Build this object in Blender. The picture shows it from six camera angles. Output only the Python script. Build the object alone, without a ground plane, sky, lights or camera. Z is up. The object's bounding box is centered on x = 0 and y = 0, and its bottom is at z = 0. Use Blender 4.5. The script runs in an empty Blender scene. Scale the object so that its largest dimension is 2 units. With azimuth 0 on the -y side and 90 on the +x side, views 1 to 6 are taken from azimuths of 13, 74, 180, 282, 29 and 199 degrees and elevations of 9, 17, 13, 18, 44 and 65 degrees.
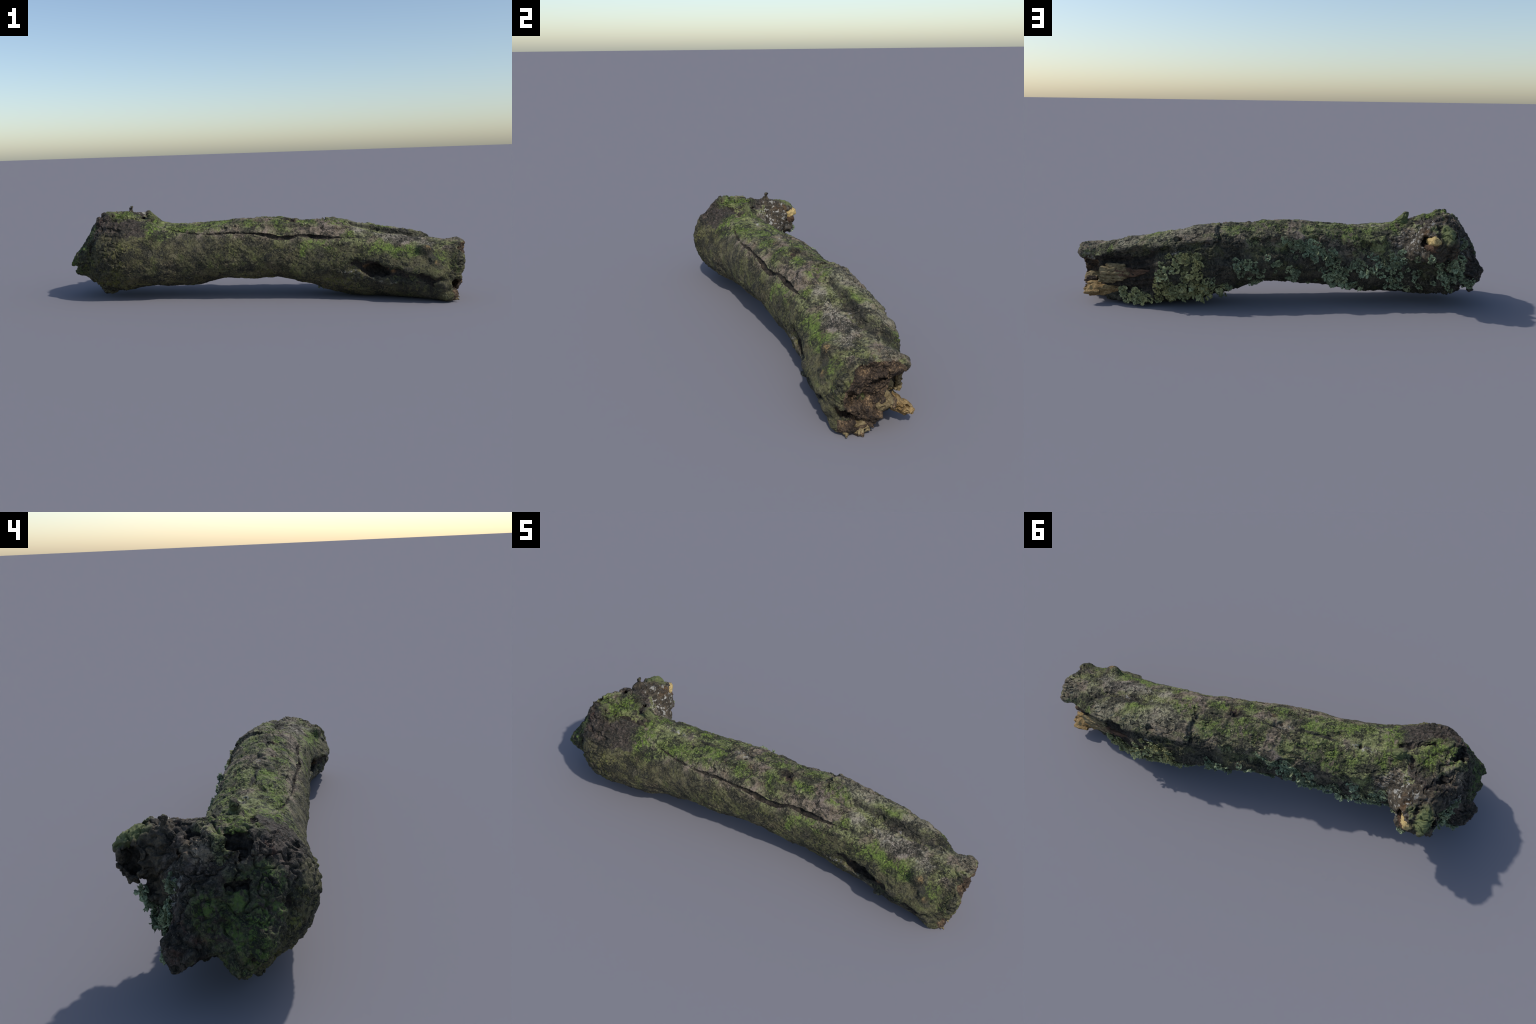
# A fallen, moss-grown oak log: a fat burl with a branch stub at one end,
# a hollow rotten break at the other, a split along the top, a loose bark plate,
# and leafy grey-green lichen all along its shaded back.
import bpy, math
import numpy as np
from mathutils import Vector, Matrix, Quaternion

SEED = 7
CELL = 0.0029          # size of the modelling grid, metres

# ---------------------------------------------------------------- noise
def _hash(ix, iy, iz, seed):
    h = ix * np.uint32(374761393) + iy * np.uint32(668265263) + iz * np.uint32(2147483647) + np.uint32((seed * 1274126177) & 0xFFFFFFFF)
    h = (h ^ (h >> np.uint32(13))) * np.uint32(1274126177)
    h = (h ^ (h >> np.uint32(16))) * np.uint32(2246822519)
    return h ^ (h >> np.uint32(15))

def perlin(p, seed=0):
    fl = np.floor(p); f = (p - fl).astype(np.float32); i = fl.astype(np.int32).view(np.uint32)
    w = f * f * f * (f * (f * 6 - 15) + 10)
    fx, fy, fz = (np.ascontiguousarray(f[:, k]) for k in range(3)); wx, wy, wz = (np.ascontiguousarray(w[:, k]) for k in range(3))
    jx, jy, jz = (np.ascontiguousarray(i[:, k]) for k in range(3))
    out = np.zeros(len(p), np.float32)
    for dx in (0, 1):
        for dy in (0, 1):
            for dz in (0, 1):
                h = _hash(jx + np.uint32(dx), jy + np.uint32(dy), jz + np.uint32(dz), seed)
                d = ((h & np.uint32(1023)).astype(np.float32) / 511.5 - 1) * (fx - dx)
                d += (((h >> np.uint32(10)) & np.uint32(1023)).astype(np.float32) / 511.5 - 1) * (fy - dy)
                d += ((h >> np.uint32(20) & np.uint32(1023)).astype(np.float32) / 511.5 - 1) * (fz - dz)
                out += d * (wx if dx else 1 - wx) * (wy if dy else 1 - wy) * (wz if dz else 1 - wz)
    return out * np.float32(1.3)

def fbm(p, octaves=3, seed=0, gain=0.5):
    s, a = 0, 1.0
    for o in range(octaves):
        s = s + a * perlin(p * (2.0 ** o) + 17.3 * o, seed + o)
        a *= gain
    return s

def voronoi_edge(p, seed=0):
    """F2 - F1 of a jittered cell pattern: 0 on the cell borders."""
    fl = np.floor(p); f = (p - fl).astype(np.float32); i = fl.astype(np.int32).view(np.uint32)
    f1 = np.full(len(p), 9.0, np.float32); f2 = f1.copy()
    for dx in (-1, 0, 1):
        for dy in (-1, 0, 1):
            for dz in (-1, 0, 1):
                h = _hash(i[:, 0] + np.uint32(dx & 0xFFFFFFFF), i[:, 1] + np.uint32(dy & 0xFFFFFFFF), i[:, 2] + np.uint32(dz & 0xFFFFFFFF), seed)
                d = ((h & np.uint32(1023)).astype(np.float32) / 1023 + dx - f[:, 0]) ** 2
                d += (((h >> np.uint32(10)) & np.uint32(1023)).astype(np.float32) / 1023 + dy - f[:, 1]) ** 2
                d += (((h >> np.uint32(20)) & np.uint32(1023)).astype(np.float32) / 1023 + dz - f[:, 2]) ** 2
                f2 = np.minimum(f2, np.maximum(f1, d)); f1 = np.minimum(f1, d)
    f1, f2 = np.sqrt(f1), np.sqrt(f2)
    return f2 - f1

def smooth(a, b, x):
    t = np.clip((x - a) / (b - a), 0, 1)
    return t * t * (3 - 2 * t)

# ---------------------------------------------------------------- the trunk's form
# heart line of the log: x, y, z
SPINE = np.array([(-1.0, -.04, .17), (-.9, -.05, .19), (-.78, -.063, .225), (-.6, -.055, .226), (-.4, -.03, .22),
                  (-.1, -.003, .243), (.2, .03, .226), (.4, .044, .19), (.6, .04, .161), (.8, .01, .141), (1.0, .0, .15)])
# cross-sections: x, then the radius in mm every 30 degrees, from the back (+y) over the top to the front and below
SECTIONS = [
    (-0.97, 83, 70, 64, 57, 63, 79, 87, 83, 82, 87, 86, 93),
    (-0.92, 123, 123, 132, 130, 119, 121, 121, 114, 115, 121, 121, 127),
    (-0.86, 158, 169, 195, 205, 194, 176, 163, 156, 156, 150, 162, 159),
    (-0.78, 191, 193, 206, 216, 205, 213, 207, 203, 196, 188, 204, 200),
    (-0.70, 190, 186, 186, 184, 190, 215, 220, 217, 208, 198, 209, 202),
    (-0.60, 176, 176, 172, 170, 176, 187, 202, 205, 186, 173, 199, 190),
    (-0.50, 180, 174, 164, 160, 163, 172, 192, 202, 178, 166, 189, 189),
    (-0.40, 180, 176, 163, 155, 161, 172, 181, 180, 175, 169, 185, 190),
    (-0.30, 164, 168, 157, 152, 158, 167, 173, 172, 168, 166, 174, 165),
    (-0.20, 168, 166, 156, 151, 156, 166, 176, 180, 156, 148, 168, 168),
    (-0.10, 171, 165, 157, 152, 156, 165, 175, 186, 170, 151, 163, 170),
    (0.00, 165, 160, 157, 158, 159, 166, 176, 179, 165, 146, 154, 164),
    (0.10, 170, 158, 154, 160, 159, 164, 178, 179, 158, 139, 146, 168),
    (0.20, 172, 162, 156, 160, 161, 166, 176, 182, 172, 153, 156, 170),
    (0.30, 174, 174, 178, 175, 167, 167, 171, 175, 179, 167, 165, 168),
    (0.40, 172, 176, 179, 187, 178, 173, 171, 173, 185, 182, 172, 166),
    (0.50, 173, 179, 181, 178, 174, 178, 178, 179, 181, 181, 173, 167),
    (0.60, 183, 185, 183, 171, 166, 173, 180, 178, 169, 170, 180, 177),
    (0.70, 188, 190, 184, 164, 157, 168, 187, 174, 159, 161, 184, 186),
    (0.80, 174, 184, 176, 153, 149, 165, 184, 170, 160, 155, 162, 170),
    (0.88, 151, 144, 144, 138, 137, 150, 171, 177, 166, 147, 149, 152),
    (0.95, 140, 137, 141, 136, 131, 137, 143, 138, 123, 116, 131, 138),
]
_S = np.array(SECTIONS, float)
XF = np.linspace(-1.0, 1.0, 241); TF = 144

def _hermite(x, xs, ys):
    m = np.gradient(ys, xs, axis=0)
    k = np.clip(np.searchsorted(xs, x) - 1, 0, len(xs) - 2)
    h = (xs[k + 1] - xs[k])[:, None]; t = np.clip((x - xs[k])[:, None] / h, -.6, 1.6)
    return ((2*t**3 - 3*t**2 + 1) * ys[k] + (t**3 - 2*t**2 + t) * h * m[k] + (-2*t**3 + 3*t**2) * ys[k + 1] + (t**3 - t**2) * h * m[k + 1])

_fine = _hermite(XF, _S[:, 0], _S[:, 1:] / 1000.0)
_fine = np.clip(_fine, .03, .3)
_wrap = np.concatenate([_fine[:, -3:], _fine, _fine[:, :4]], 1)
RT = _hermite(np.arange(TF) / TF * 12.0, np.arange(-3.0, 16.0), _wrap.T).T
CY = _hermite(XF, SPINE[:, 0], SPINE[:, 1:2])[:, 0]; CZ = _hermite(XF, SPINE[:, 0], SPINE[:, 2:3])[:, 0]

def heart(x):
    return np.interp(x, XF, CY), np.interp(x, XF, CZ)

def radius(x, th):
    u = np.clip((x + 1.0) * 120.0, 0, 239.999); i = u.astype(int); f = u - i
    v = (th % (2 * np.pi)) / (2 * np.pi) * TF; j = np.floor(v).astype(int) % TF; g = v - np.floor(v); j2 = (j + 1) % TF
    return (1 - f) * ((1 - g) * RT[i, j] + g * RT[i, j2]) + f * ((1 - g) * RT[i + 1, j] + g * RT[i + 1, j2])

def on_log(x, degrees, out=0.0):
    """A point on the log's side at station x, angle from the back (+y) over the top."""
    a = np.radians(degrees); x = np.float64(x)
    cy, cz = heart(x); r = radius(np.array([x]), np.array([a]))[0] + out
    return (float(x), float(cy + r * np.cos(a)), float(cz + r * np.sin(a)))

def trunk_field(p):
    x = p[:, 0]; cy, cz = heart(x)
    dy, dz = p[:, 1] - cy, p[:, 2] - cz
    rho = np.hypot(dy, dz); th = np.arctan2(dz, dy); deg = np.degrees(th)
    R = radius(x, th)
    wob = 5 * np.sin(x * 21) + 4 * np.sin(x * 47 + 1) + 2 * np.sin(x * 110)
    # along the back the top bark ends in a ragged ledge and the log below it is sunken
    ledge = smooth(38 + wob, 31 + wob, deg) * smooth(-2 + wob, 12 + wob, deg) * smooth(-.60, -.45, x) * smooth(.33, .26, x)
    R = R - (.020 + .008 * np.sin(x * 17 + 2)) * ledge
    low_back = smooth(30, 8, deg) * smooth(-80, -50, deg) * smooth(-.62, -.45, x) * smooth(.62, .56, x)
    R = R - np.where(x > .3, .002, .008) * low_back
    # towards the break it is torn out into a long trough beneath the overhanging bark
    limit = np.interp(x, [.29, .35, .46, .58, .63, .9, .96], [.2, .172, .172, .164, .131, .116, .110])
    floor = np.interp(x, [.30, .56, .62, .96], [12, 10, -36, -40])
    win = smooth(43 + wob * .6, 38 + wob * .6, deg) * smooth(floor - 6, floor + 4, deg)
    R = R + (np.minimum(R, limit + .003 * np.sin(deg * .5 + x * 9)) - R) * win
    # bark curls up along the upper lip of the long split
    lip = np.interp(x, [-.44, -.1, .1, .185, .2, .5], [133, 130, 128, 125, 121, 122]) - deg
    R = R + .006 * smooth(-1.5, 1.0, lip) * smooth(16, 4, lip) * smooth(-.40, -.15, x) * smooth(.5, .4, x) * (1 + .4 * np.sin(x * 40))
    R = R - .003
    # loose bark plate standing proud on the far shoulder
    edge_l = .308 + .012 * np.sin(deg * .13); edge_r = .835 - .0012 * (deg - 45)
    plate = smooth(edge_l - .004, edge_l + .004, x) * smooth(edge_r + .006, edge_r - .006, x) * smooth(96, 70, deg) * smooth(38, 44, deg)
    R = R + .012 * plate
    f = (rho - R) * .88
    # ends
    cutl = -.952 - x + .012 * np.sin(dz * 37 + 2) * np.sin(dy * 31)
    wobr = .010 * np.sin(dy * 43 + 1) + .009 * np.sin(dz * 61 + dy * 20)
    cutr = x - (.962 + wobr + .10 * (dz - .02) * (dz > -.04))
    f = smax(f, cutl, .05)
    f = smax(f, cutr, .018)
    f = smax(f, .001 - p[:, 2], .012)          # flattened where it rests on the ground
    return f

def smin(a, b, k):
    h = np.clip(.5 + .5 * (b - a) / k, 0, 1)
    return b + (a - b) * h - k * h * (1 - h)

def smax(a, b, k):
    return -smin(-a, -b, k)

def ellipsoid(c, r, yaw=0.0, pitch=0.0):
    c, r = np.array(c, float), np.array(r, float)
    ca, sa, cp, sp = math.cos(math.radians(yaw)), math.sin(math.radians(yaw)), math.cos(math.radians(pitch)), math.sin(math.radians(pitch))
    M = np.array([[ca * cp, sa * cp, sp], [-sa, ca, 0], [-ca * sp, -sa * sp, cp]])
    def f(p):
        q = (p - c) @ M.T
        k0 = np.sqrt(((q / r) ** 2).sum(1)); k1 = np.sqrt(((q / r ** 2) ** 2).sum(1)) + 1e-9
        return k0 * (k0 - 1) / k1
    return f, (c[0] - max(r) - .06, c[0] + max(r) + .06)

def limb(points):
    """Chain of tapered rods: points are x, y, z, radius."""
    P = np.array(points, float)
    def f(p):
        d = np.full(len(p), 9.0)
        for a, b in zip(P[:-1], P[1:]):
            v = b[:3] - a[:3]; t = np.clip((p - a[:3]) @ v / (v @ v), 0, 1)
            d = np.minimum(d, np.sqrt((((p - a[:3]) - t[:, None] * v) ** 2).sum(1)) - (a[3] + (b[3] - a[3]) * t))
        return d
    return f, (P[:, 0].min() - P[:, 3].max() - .06, P[:, 0].max() + P[:, 3].max() + .06)

# ---- lumps added to the trunk: (shape, blend)
STUB = limb([(-.745, .02, .325, .10), (-.725, .12, .33, .09), (-.715, .18, .335, .083), (-.715, .205, .335, .070)])
ADD = [
    (STUB, .05),
    (limb([(-.748, .13, .385, .020), (-.752, .20, .388, .027), (-.753, .25, .372, .023), (-.75, .278, .342, .013)]), .012),   # two mossy lips over the stub's end
    (limb([(-.69, .13, .380, .018), (-.688, .195, .386, .023), (-.69, .24, .370, .019), (-.692, .262, .345, .011)]), .010),
    (ellipsoid((-.660, .165, .335), (.036, .060, .052)), .016),
    (ellipsoid((-.745, .105, .145), (.085, .070, .065)), .04),           # cheek beside the hollow
    (ellipsoid((-.715, .12, .235), (.075, .075, .075)), .03),             # swollen foot of the stub
    (ellipsoid((-.76, .15, .235), (.055, .055, .03)), .02),
    (ellipsoid((-.79, .065, .115), (.085, .06, .055)), .03),
    (ellipsoid((-.645, .12, .27), (.05, .06, .05)), .03),
    (ellipsoid((-.785, .215, .325), (.036, .050, .065)), .012),
    (ellipsoid((-.70, .215, .275), (.06, .04, .028)), .014),
    (limb([(-.768, .12, .39, .03), (-.766, .131, .425, .017), (-.765, .134, .441, .012)]), .02),  # upright peg
    (limb([(-.56, -.02, .372, .026), (-.578, -.022, .405, .017), (-.600, -.026, .430, .014)]), .016),  # hooked twig stump
    (ellipsoid((-.80, -.10, .405), (.055, .05, .034)), .03),             # burl peak
    (ellipsoid((-.79, .065, .385), (.045, .03, .025)), .02),
    (ellipsoid((-.70, -.02, .385), (.08, .09, .025)), .04),
    (limb([(-.86, -.13, .24, .075), (-.925, -.15, .20, .05), (-.972, -.162, .183, .017)]), .04),  # nose
    (ellipsoid((-.92, .042, .155), (.060, .058, .060)), .03),
    (limb([(-.90, .07, .14, .045), (-.912, .082, .088, .018)]), .015),
    (limb([(-.95, .03, .14, .03), (-.965, .04, .115, .010)]), .012),           # torn back lobe
    (ellipsoid((-.80, -.115, .065), (.045, .035, .048)), .03),
    (limb([(-.90, -.10, .16, .05), (-.955, -.11, .140, .034), (-.968, -.115, .130, .024)]), .02),     # lower tooth under the nose
    (ellipsoid((.803, -.108, .245), (.032, .028, .026)), .022),          # knot
    (ellipsoid((.835, -.13, .185), (.03, .02, .025)), .02),
    (ellipsoid((.952, .058, .240), (.034, .054, .034)), .025),            # bark bulge over the break
    (ellipsoid((.97, -.02, .20), (.028, .05, .03)), .02),
    (ellipsoid((.952, -.10, .185), (.03, .04, .055)), .02),
    (limb([(.70, -.160, .155, .012), (.78, -.158, .15, .016), (.87, -.145, .14, .010)]), .02),      # folds of bark behind the hollow
    (limb([(.66, -.152, .105, .012), (.76, -.160, .10, .014), (.88, -.15, .085, .012)]), .02),
    (ellipsoid((.905, -.07, .032), (.05, .068, .036)), .015),              # lower lump of the break
    (ellipsoid((.952, .015, .122), (.022, .036, .016)), .010),            # middle lump
]
# ---- hollows: (shape, blend)
CRACK = [(-.44, -.130, .352, .004), (-.36, -.148, .342, .0045), (-.25, -.150, .333, .004), (-.12, -.138, .337, .006), (0, -.130, .326, .007),
         (.08, -.128, .313, .011), (.12, -.126, .306, .010), (.185, -.116, .312, .012), (.195, -.108, .325, .008), (.26, -.104, .321, .010), (.36, -.096, .315, .007), (.46, -.085, .312, .004), (.50, -.075, .309, .001)]
def sunk(points, depth=.6):
    """Lay a path of (x, y, z, r) onto the trunk's skin, sunk by a share of its radius."""
    out = []
    for x, y, z, r in points:
        cy, cz = heart(x); a = math.atan2(z - cz, y - cy)
        R = radius(np.array([x]), np.array([a]))[0] - depth * r
        out.append((x, cy + R * math.cos(a), cz + R * math.sin(a), r))
    return out
_c = np.array(CRACK); _q = np.linspace(_c[0, 0], _c[-1, 0], 44); _rng = np.random.default_rng(12)
_w = np.cumsum(_rng.normal(0, .0013, 44)); _w -= np.linspace(_w[0], _w[-1], 44)
CRACK = [(q, np.interp(q, _c[:, 0], _c[:, 1]), np.interp(q, _c[:, 0], _c[:, 2]) + w + _rng.uniform(-.0012, .0012), np.interp(q, _c[:, 0], _c[:, 3]) * _rng.uniform(.40, 1.0) + .0020) for q, w in zip(_q, _w)]
CRACK = sunk(CRACK, .85)
CUT = [
    (limb([(.425, -.150, .176, .020), (.47, -.145, .176, .036), (.54, -.146, .160, .043), (.60, -.153, .148, .042), (.66, -.165, .135, .036), (.71, -.168, .126, .026), (.76, -.168, .122, .021), (.81, -.160, .116, .015), (.86, -.148, .110, .006)]), .006),
    (ellipsoid((.58, -.108, .150), (.068, .052, .028), 0, -8), .006),
    (limb([(.66, -.165, .175, .006), (.74, -.165, .185, .012), (.82, -.15, .20, .008)]), .012),
    (limb([(.68, -.18, .128, .016), (.78, -.178, .122, .014), (.88, -.16, .112, .010)]), .012),
    (limb([(.45, -.165, .125, .012), (.55, -.175, .10, .014), (.66, -.18, .085, .014)]), .008),
    (limb([(.27, -.150, .170, .004), (.34, -.147, .170, .010), (.42, -.155, .160, .012)]), .006),
    (limb([(.70, -.17, .10, .02), (.80, -.175, .085, .022), (.86, -.17, .07, .018)]), .02),     # crease under the hollow
    (ellipsoid((-.835, -.085, .415), (.017, .048, .055), -18, -30), .006),   # burl hole
    (ellipsoid((-.885, -.09, .335), (.03, .04, .014), 0, 20), .010),
    (ellipsoid((-.80, .045, .425), (.035, .02, .02)), .015),
    (ellipsoid((-.862, -.224, .25), (.022, .020, .040)), .010),             # front pit of the burl
    (limb(sunk([(-.84, -.17, .36, .006), (-.80, -.19, .365, .010), (-.75, -.20, .35, .013), (-.68, -.20, .345, .006)], .1)), .012),
    (limb([(-1.05, -.025, .09, .07), (-.9, -.022, .07, .068), (-.80, -.03, .015, .045)]), .012),    # arch under the burl
    (limb([(-1.05, -.07, .035, .05), (-.93, -.065, .045, .045), (-.87, -.05, .06, .03)]), .010),
    (ellipsoid((-.905, -.115, .025), (.05, .055, .034)), .010),
    (limb([(-1.05, -.165, .150, .012), (-.95, -.150, .150, .012), (-.90, -.14, .145, .006)]), .008),
    (ellipsoid((-.80, -.045, .015), (.07, .045, .045)), .01),
    (limb([(-1.05, -.22, .10, .04), (-.94, -.20, .11, .032), (-.87, -.185, .06, .024)]), .010),
    (ellipsoid((-.662, .235, .335), (.028, .06, .034), 15), .008),           # hollow of the stub
    (ellipsoid((-.805, .225, .338), (.050, .034, .048)), .008),
    (limb([(-.77, .20, .262, .016), (-.86, .13, .27, .030), (-.96, .06, .275, .026)]), .012),
    (limb([(-.722, .17, .425, .008), (-.718, .235, .405, .010), (-.715, .28, .37, .012)]), .008),
    (ellipsoid((-.39, .125, .285), (.042, .03, .022)), .02),                 # dark pit among the lichen
    (ellipsoid((.135, .004, .394), (.034, .022, .018), 30), .005),
    (ellipsoid((.155, -.016, .390), (.022, .018, .016), -20), .005),                # rotted knot
    (ellipsoid((-.42, -.018, .375), (.016, .014, .022)), .008),
    (ellipsoid((-.062, -.01, .398), (.026, .016, .016), 30), .01),
    (ellipsoid((-.03, -.04, .396), (.02, .01, .014), 40), .008),
    (ellipsoid((-.22, .02, .398), (.03, .012, .012), 10), .01),
    (limb(sunk([(-.50, -.06, .38, .005), (-.56, -.07, .39, .010), (-.62, -.07, .40, .014), (-.70, -.10, .42, .010), (-.76, -.13, .42, .006)], .3)), .010),
    (limb(sunk([(-.62, -.06, .40, .012), (-.645, .0, .40, .012), (-.66, .06, .40, .010)], -.6)), .014),
    (limb([(-.755, .07, .42, .006), (-.80, .065, .40, .010), (-.84, .07, .37, .006)]), .012),
    (limb([(-.70, .02, .425, .006), (-.665, .07, .405, .008), (-.64, .10, .375, .008)]), .010),
    # seams of the bark plate
    (limb(sunk([(.335, -.01, .377, .004), (.315, .03, .399, .005), (.302, .08, .39, .006), (.296, .13, .375, .008), (.30, .16, .33, .012)], .2)), .004),
    (limb([(.30, .165, .315, .005), (.40, .178, .305, .005), (.50, .175, .30, .005), (.60, .160, .275, .009), (.72, .145, .258, .010), (.84, .135, .236, .010)]), .008),
    (ellipsoid((.49, .15, .318), (.024, .02, .014)), .006),
    # torn back of the break
    (ellipsoid((.965, .13, .110), (.105, .10, .088), 0), .008),
    (ellipsoid((.90, .16, .02), (.10, .06, .06)), .02),
    # cave of the break
    (limb([(1.06, .06, .035, .062), (.93, .055, .04, .056), (.80, .03, .05, .042)]), .008),
    (limb([(1.06, -.24, .092, .040), (.97, -.155, .088, .030), (.915, -.07, .086, .030), (.875, -.02, .085, .034), (.87, .04, .08, .04)]), .008),
    (ellipsoid((.975, .088, .160), (.135, .060, .052), 0), .008),
    (ellipsoid((.992, -.02, .180), (.030, .085, .040), 0), .008),
    (ellipsoid((.965, .035, .150), (.03, .018, .014), 20), .006),
    (ellipsoid((.965, -.055, .135), (.035, .022, .016), -20), .006),
    (ellipsoid((.965, -.01, .205), (.025, .035, .012), 0), .006),
    (ellipsoid((.960, -.10, .155), (.025, .02, .028), 0), .006),
    (ellipsoid((.965, .07, .185), (.03, .02, .012), 0), .006),
    (ellipsoid((.95, -.06, .052), (.03, .03, .014), 10), .006),
]
# thin splits, cut exactly where they lie
SEAMS = [
    (limb(CRACK), .004),
    (limb(sunk([(.40, .028, .366, .004), (.44, .022, .36, .007), (.47, .031, .36, .009), (.51, .030, .355, .010), (.55, .036, .35, .012), (.60, .031, .345, .013), (.64, .037, .34, .014), (.68, .033, .33, .012),
                (.73, .040, .308, .014), (.77, .048, .305, .015), (.80, .066, .300, .015)], .5) + [(.845, .105, .286, .014), (.89, .15, .27, .016)]), .006),
    (limb(sunk([(.46, .012, .36, .03), (.60, .008, .34, .045), (.74, .015, .31, .045), (.82, .05, .30, .035)], -.80)), .02),
    (limb(sunk([(.345, .035, .39, .003), (.38, .0, .38, .006), (.44, -.015, .37, .006), (.50, -.018, .35, .003)], .5)), .005),
    (limb(sunk([(-.10, .02, .38, .003), (-.04, .012, .385, .006), (.03, .02, .385, .005), (.10, .005, .385, .004)], .4)), .004),
    (limb(sunk([(.17, .02, .385, .004), (.22, .03, .385, .006), (.28, .035, .38, .004)], .4)), .004),
    (limb(sunk([(-.34, -.03, .38, .003), (-.26, -.02, .38, .006), (-.19, .0, .38, .007), (-.12, -.01, .38, .004)], .4)), .004),
]

def solid(p, cuts=True):
    f = trunk_field(p)
    lo, hi = p[:, 0].min(), p[:, 0].max()
    for (g, (a, b)), k in ADD:
        if b > lo and a < hi:
            f = smin(f, g(p), k)
    if not cuts:
        return f
    # hollows have ragged, wandering edges
    p0 = p
    p = p + .0030 * np.stack([np.sin(p[:, 1] * 130 + p[:, 2] * 71), np.sin(p[:, 2] * 120 + p[:, 0] * 83), np.sin(p[:, 0] * 140 + p[:, 1] * 64)], 1) + .004 * np.stack([np.sin(p[:, 2] * 57 + 1), np.sin(p[:, 0] * 49 + 2), np.sin(p[:, 0] * 61)], 1)
    for (g, (a, b)), k in CUT:
        if b > lo and a < hi:
            f = smax(f, -g(p), k)
    for (g, (a, b)), k in SEAMS:
        if b > lo and a < hi:
            f = smax(f, -g(p0), k)
    return f

def build_surface():
    """Naive surface nets over a narrow band round the log."""
    h = CELL; lo = np.array([-1.05, -.34, -.05]); n = np.array([int(2.1 / h), int(.68 / h), int(.58 / h)]) // 4 * 4
    H = 4 * h; nc = n // 4
    ax = [lo[i] + (np.arange(nc[i]) + .375) * H for i in range(3)]
    g = np.stack(np.meshgrid(*ax, indexing="ij"), -1).reshape(-1, 3)
    coarse = np.empty(len(g)); step = nc[1] * nc[2] * 6
    for s in range(0, len(g), step):
        coarse[s:s + step] = solid(g[s:s + step])
    coarse = coarse.reshape(nc).astype(np.float32)
    F = np.empty(tuple(n), np.float32)
    fx = [lo[i] + np.arange(n[i]) * h for i in range(3)]
    for c in range(nc[0]):
        blk = np.repeat(np.repeat(np.repeat(coarse[c:c + 1], 4, 0), 4, 1), 4, 2)
        near = np.abs(blk) < .0145
        idx = np.argwhere(near)
        if len(idx):
            pts = np.stack([fx[0][c * 4 + idx[:, 0]], fx[1][idx[:, 1]], fx[2][idx[:, 2]]], 1)
            blk[near] = solid(pts)
        F[c * 4:c * 4 + 4] = blk
    S = F < 0
    cnt = np.zeros(tuple(n - 1), np.int8)
    for d in np.ndindex(2, 2, 2):
        cnt += S[d[0]:n[0] - 1 + d[0], d[1]:n[1] - 1 + d[1], d[2]:n[2] - 1 + d[2]]
    act = (cnt > 0) & (cnt < 8)
    cells = np.argwhere(act); ids = np.full(act.shape, -1, np.int32); ids[act] = np.arange(len(cells))
    acc = np.zeros((len(cells), 3)); num = np.zeros(len(cells))
    corners = {d: F[cells[:, 0] + d[0], cells[:, 1] + d[1], cells[:, 2] + d[2]] for d in np.ndindex(2, 2, 2)}
    for d in np.ndindex(2, 2, 2):
        for a in range(3):
            if d[a] == 0:
                e = list(d); e[a] = 1
                f0, f1 = corners[d], corners[tuple(e)]
                m = (f0 < 0) != (f1 < 0)
                t = np.where(m, f0 / np.where(m, f0 - f1, 1), 0)
                q = np.tile(np.array(d, float), (len(cells), 1)); q[:, a] += t
                acc[m] += q[m]; num[m] += 1
    verts = lo + (cells + acc / num[:, None]) * h
    quads = []
    for a in range(3):
        b, c = (a + 1) % 3, (a + 2) % 3
        sl0 = [slice(1, n[i] - 1) for i in range(3)]; sl1 = list(sl0)
        sl0[a] = slice(0, n[a] - 1); sl1[a] = slice(1, n[a])
        A, B = S[tuple(sl0)], S[tuple(sl1)]
        ed = np.argwhere(A != B)
        flip = A[ed[:, 0], ed[:, 1], ed[:, 2]]
        base = ed.copy()
        for i in (b, c):
            base[:, i] += 1
        def at(db, dc):
            q = base.copy(); q[:, b] -= db; q[:, c] -= dc
            return ids[q[:, 0], q[:, 1], q[:, 2]]
        q = np.stack([at(1, 1), at(0, 1), at(0, 0), at(1, 0)], 1)
        q[~flip] = q[~flip][:, ::-1]
        quads.append(q)
    quads = np.concatenate(quads)
    return verts, quads[(quads >= 0).all(1)]

def vertex_normals(v, q):
    a = np.cross(v[q[:, 2]] - v[q[:, 0]], v[q[:, 3]] - v[q[:, 1]])
    nrm = np.zeros_like(v)
    for k in range(4):
        for d in range(3):
            nrm[:, d] += np.bincount(q[:, k], a[:, d], len(v))
    return nrm / (np.linalg.norm(nrm, axis=1, keepdims=True) + 1e-12)

def main_islands(v, q):
    """Drop stray crumbs the carving may have left floating."""
    lab = np.arange(len(v))
    for _ in range(200):
        m = lab[q].min(1); new = lab.copy()
        for k in range(4):
            np.minimum.at(new, q[:, k], m)
        new = new[new]
        if (new == lab).all():
            break
        lab = new
    ids, inv, cnt = np.unique(lab, return_inverse=True, return_counts=True)
    keep = cnt[inv] > 1500
    remap = np.cumsum(keep) - 1
    return v[keep], remap[q[keep[q].all(1)]]

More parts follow.
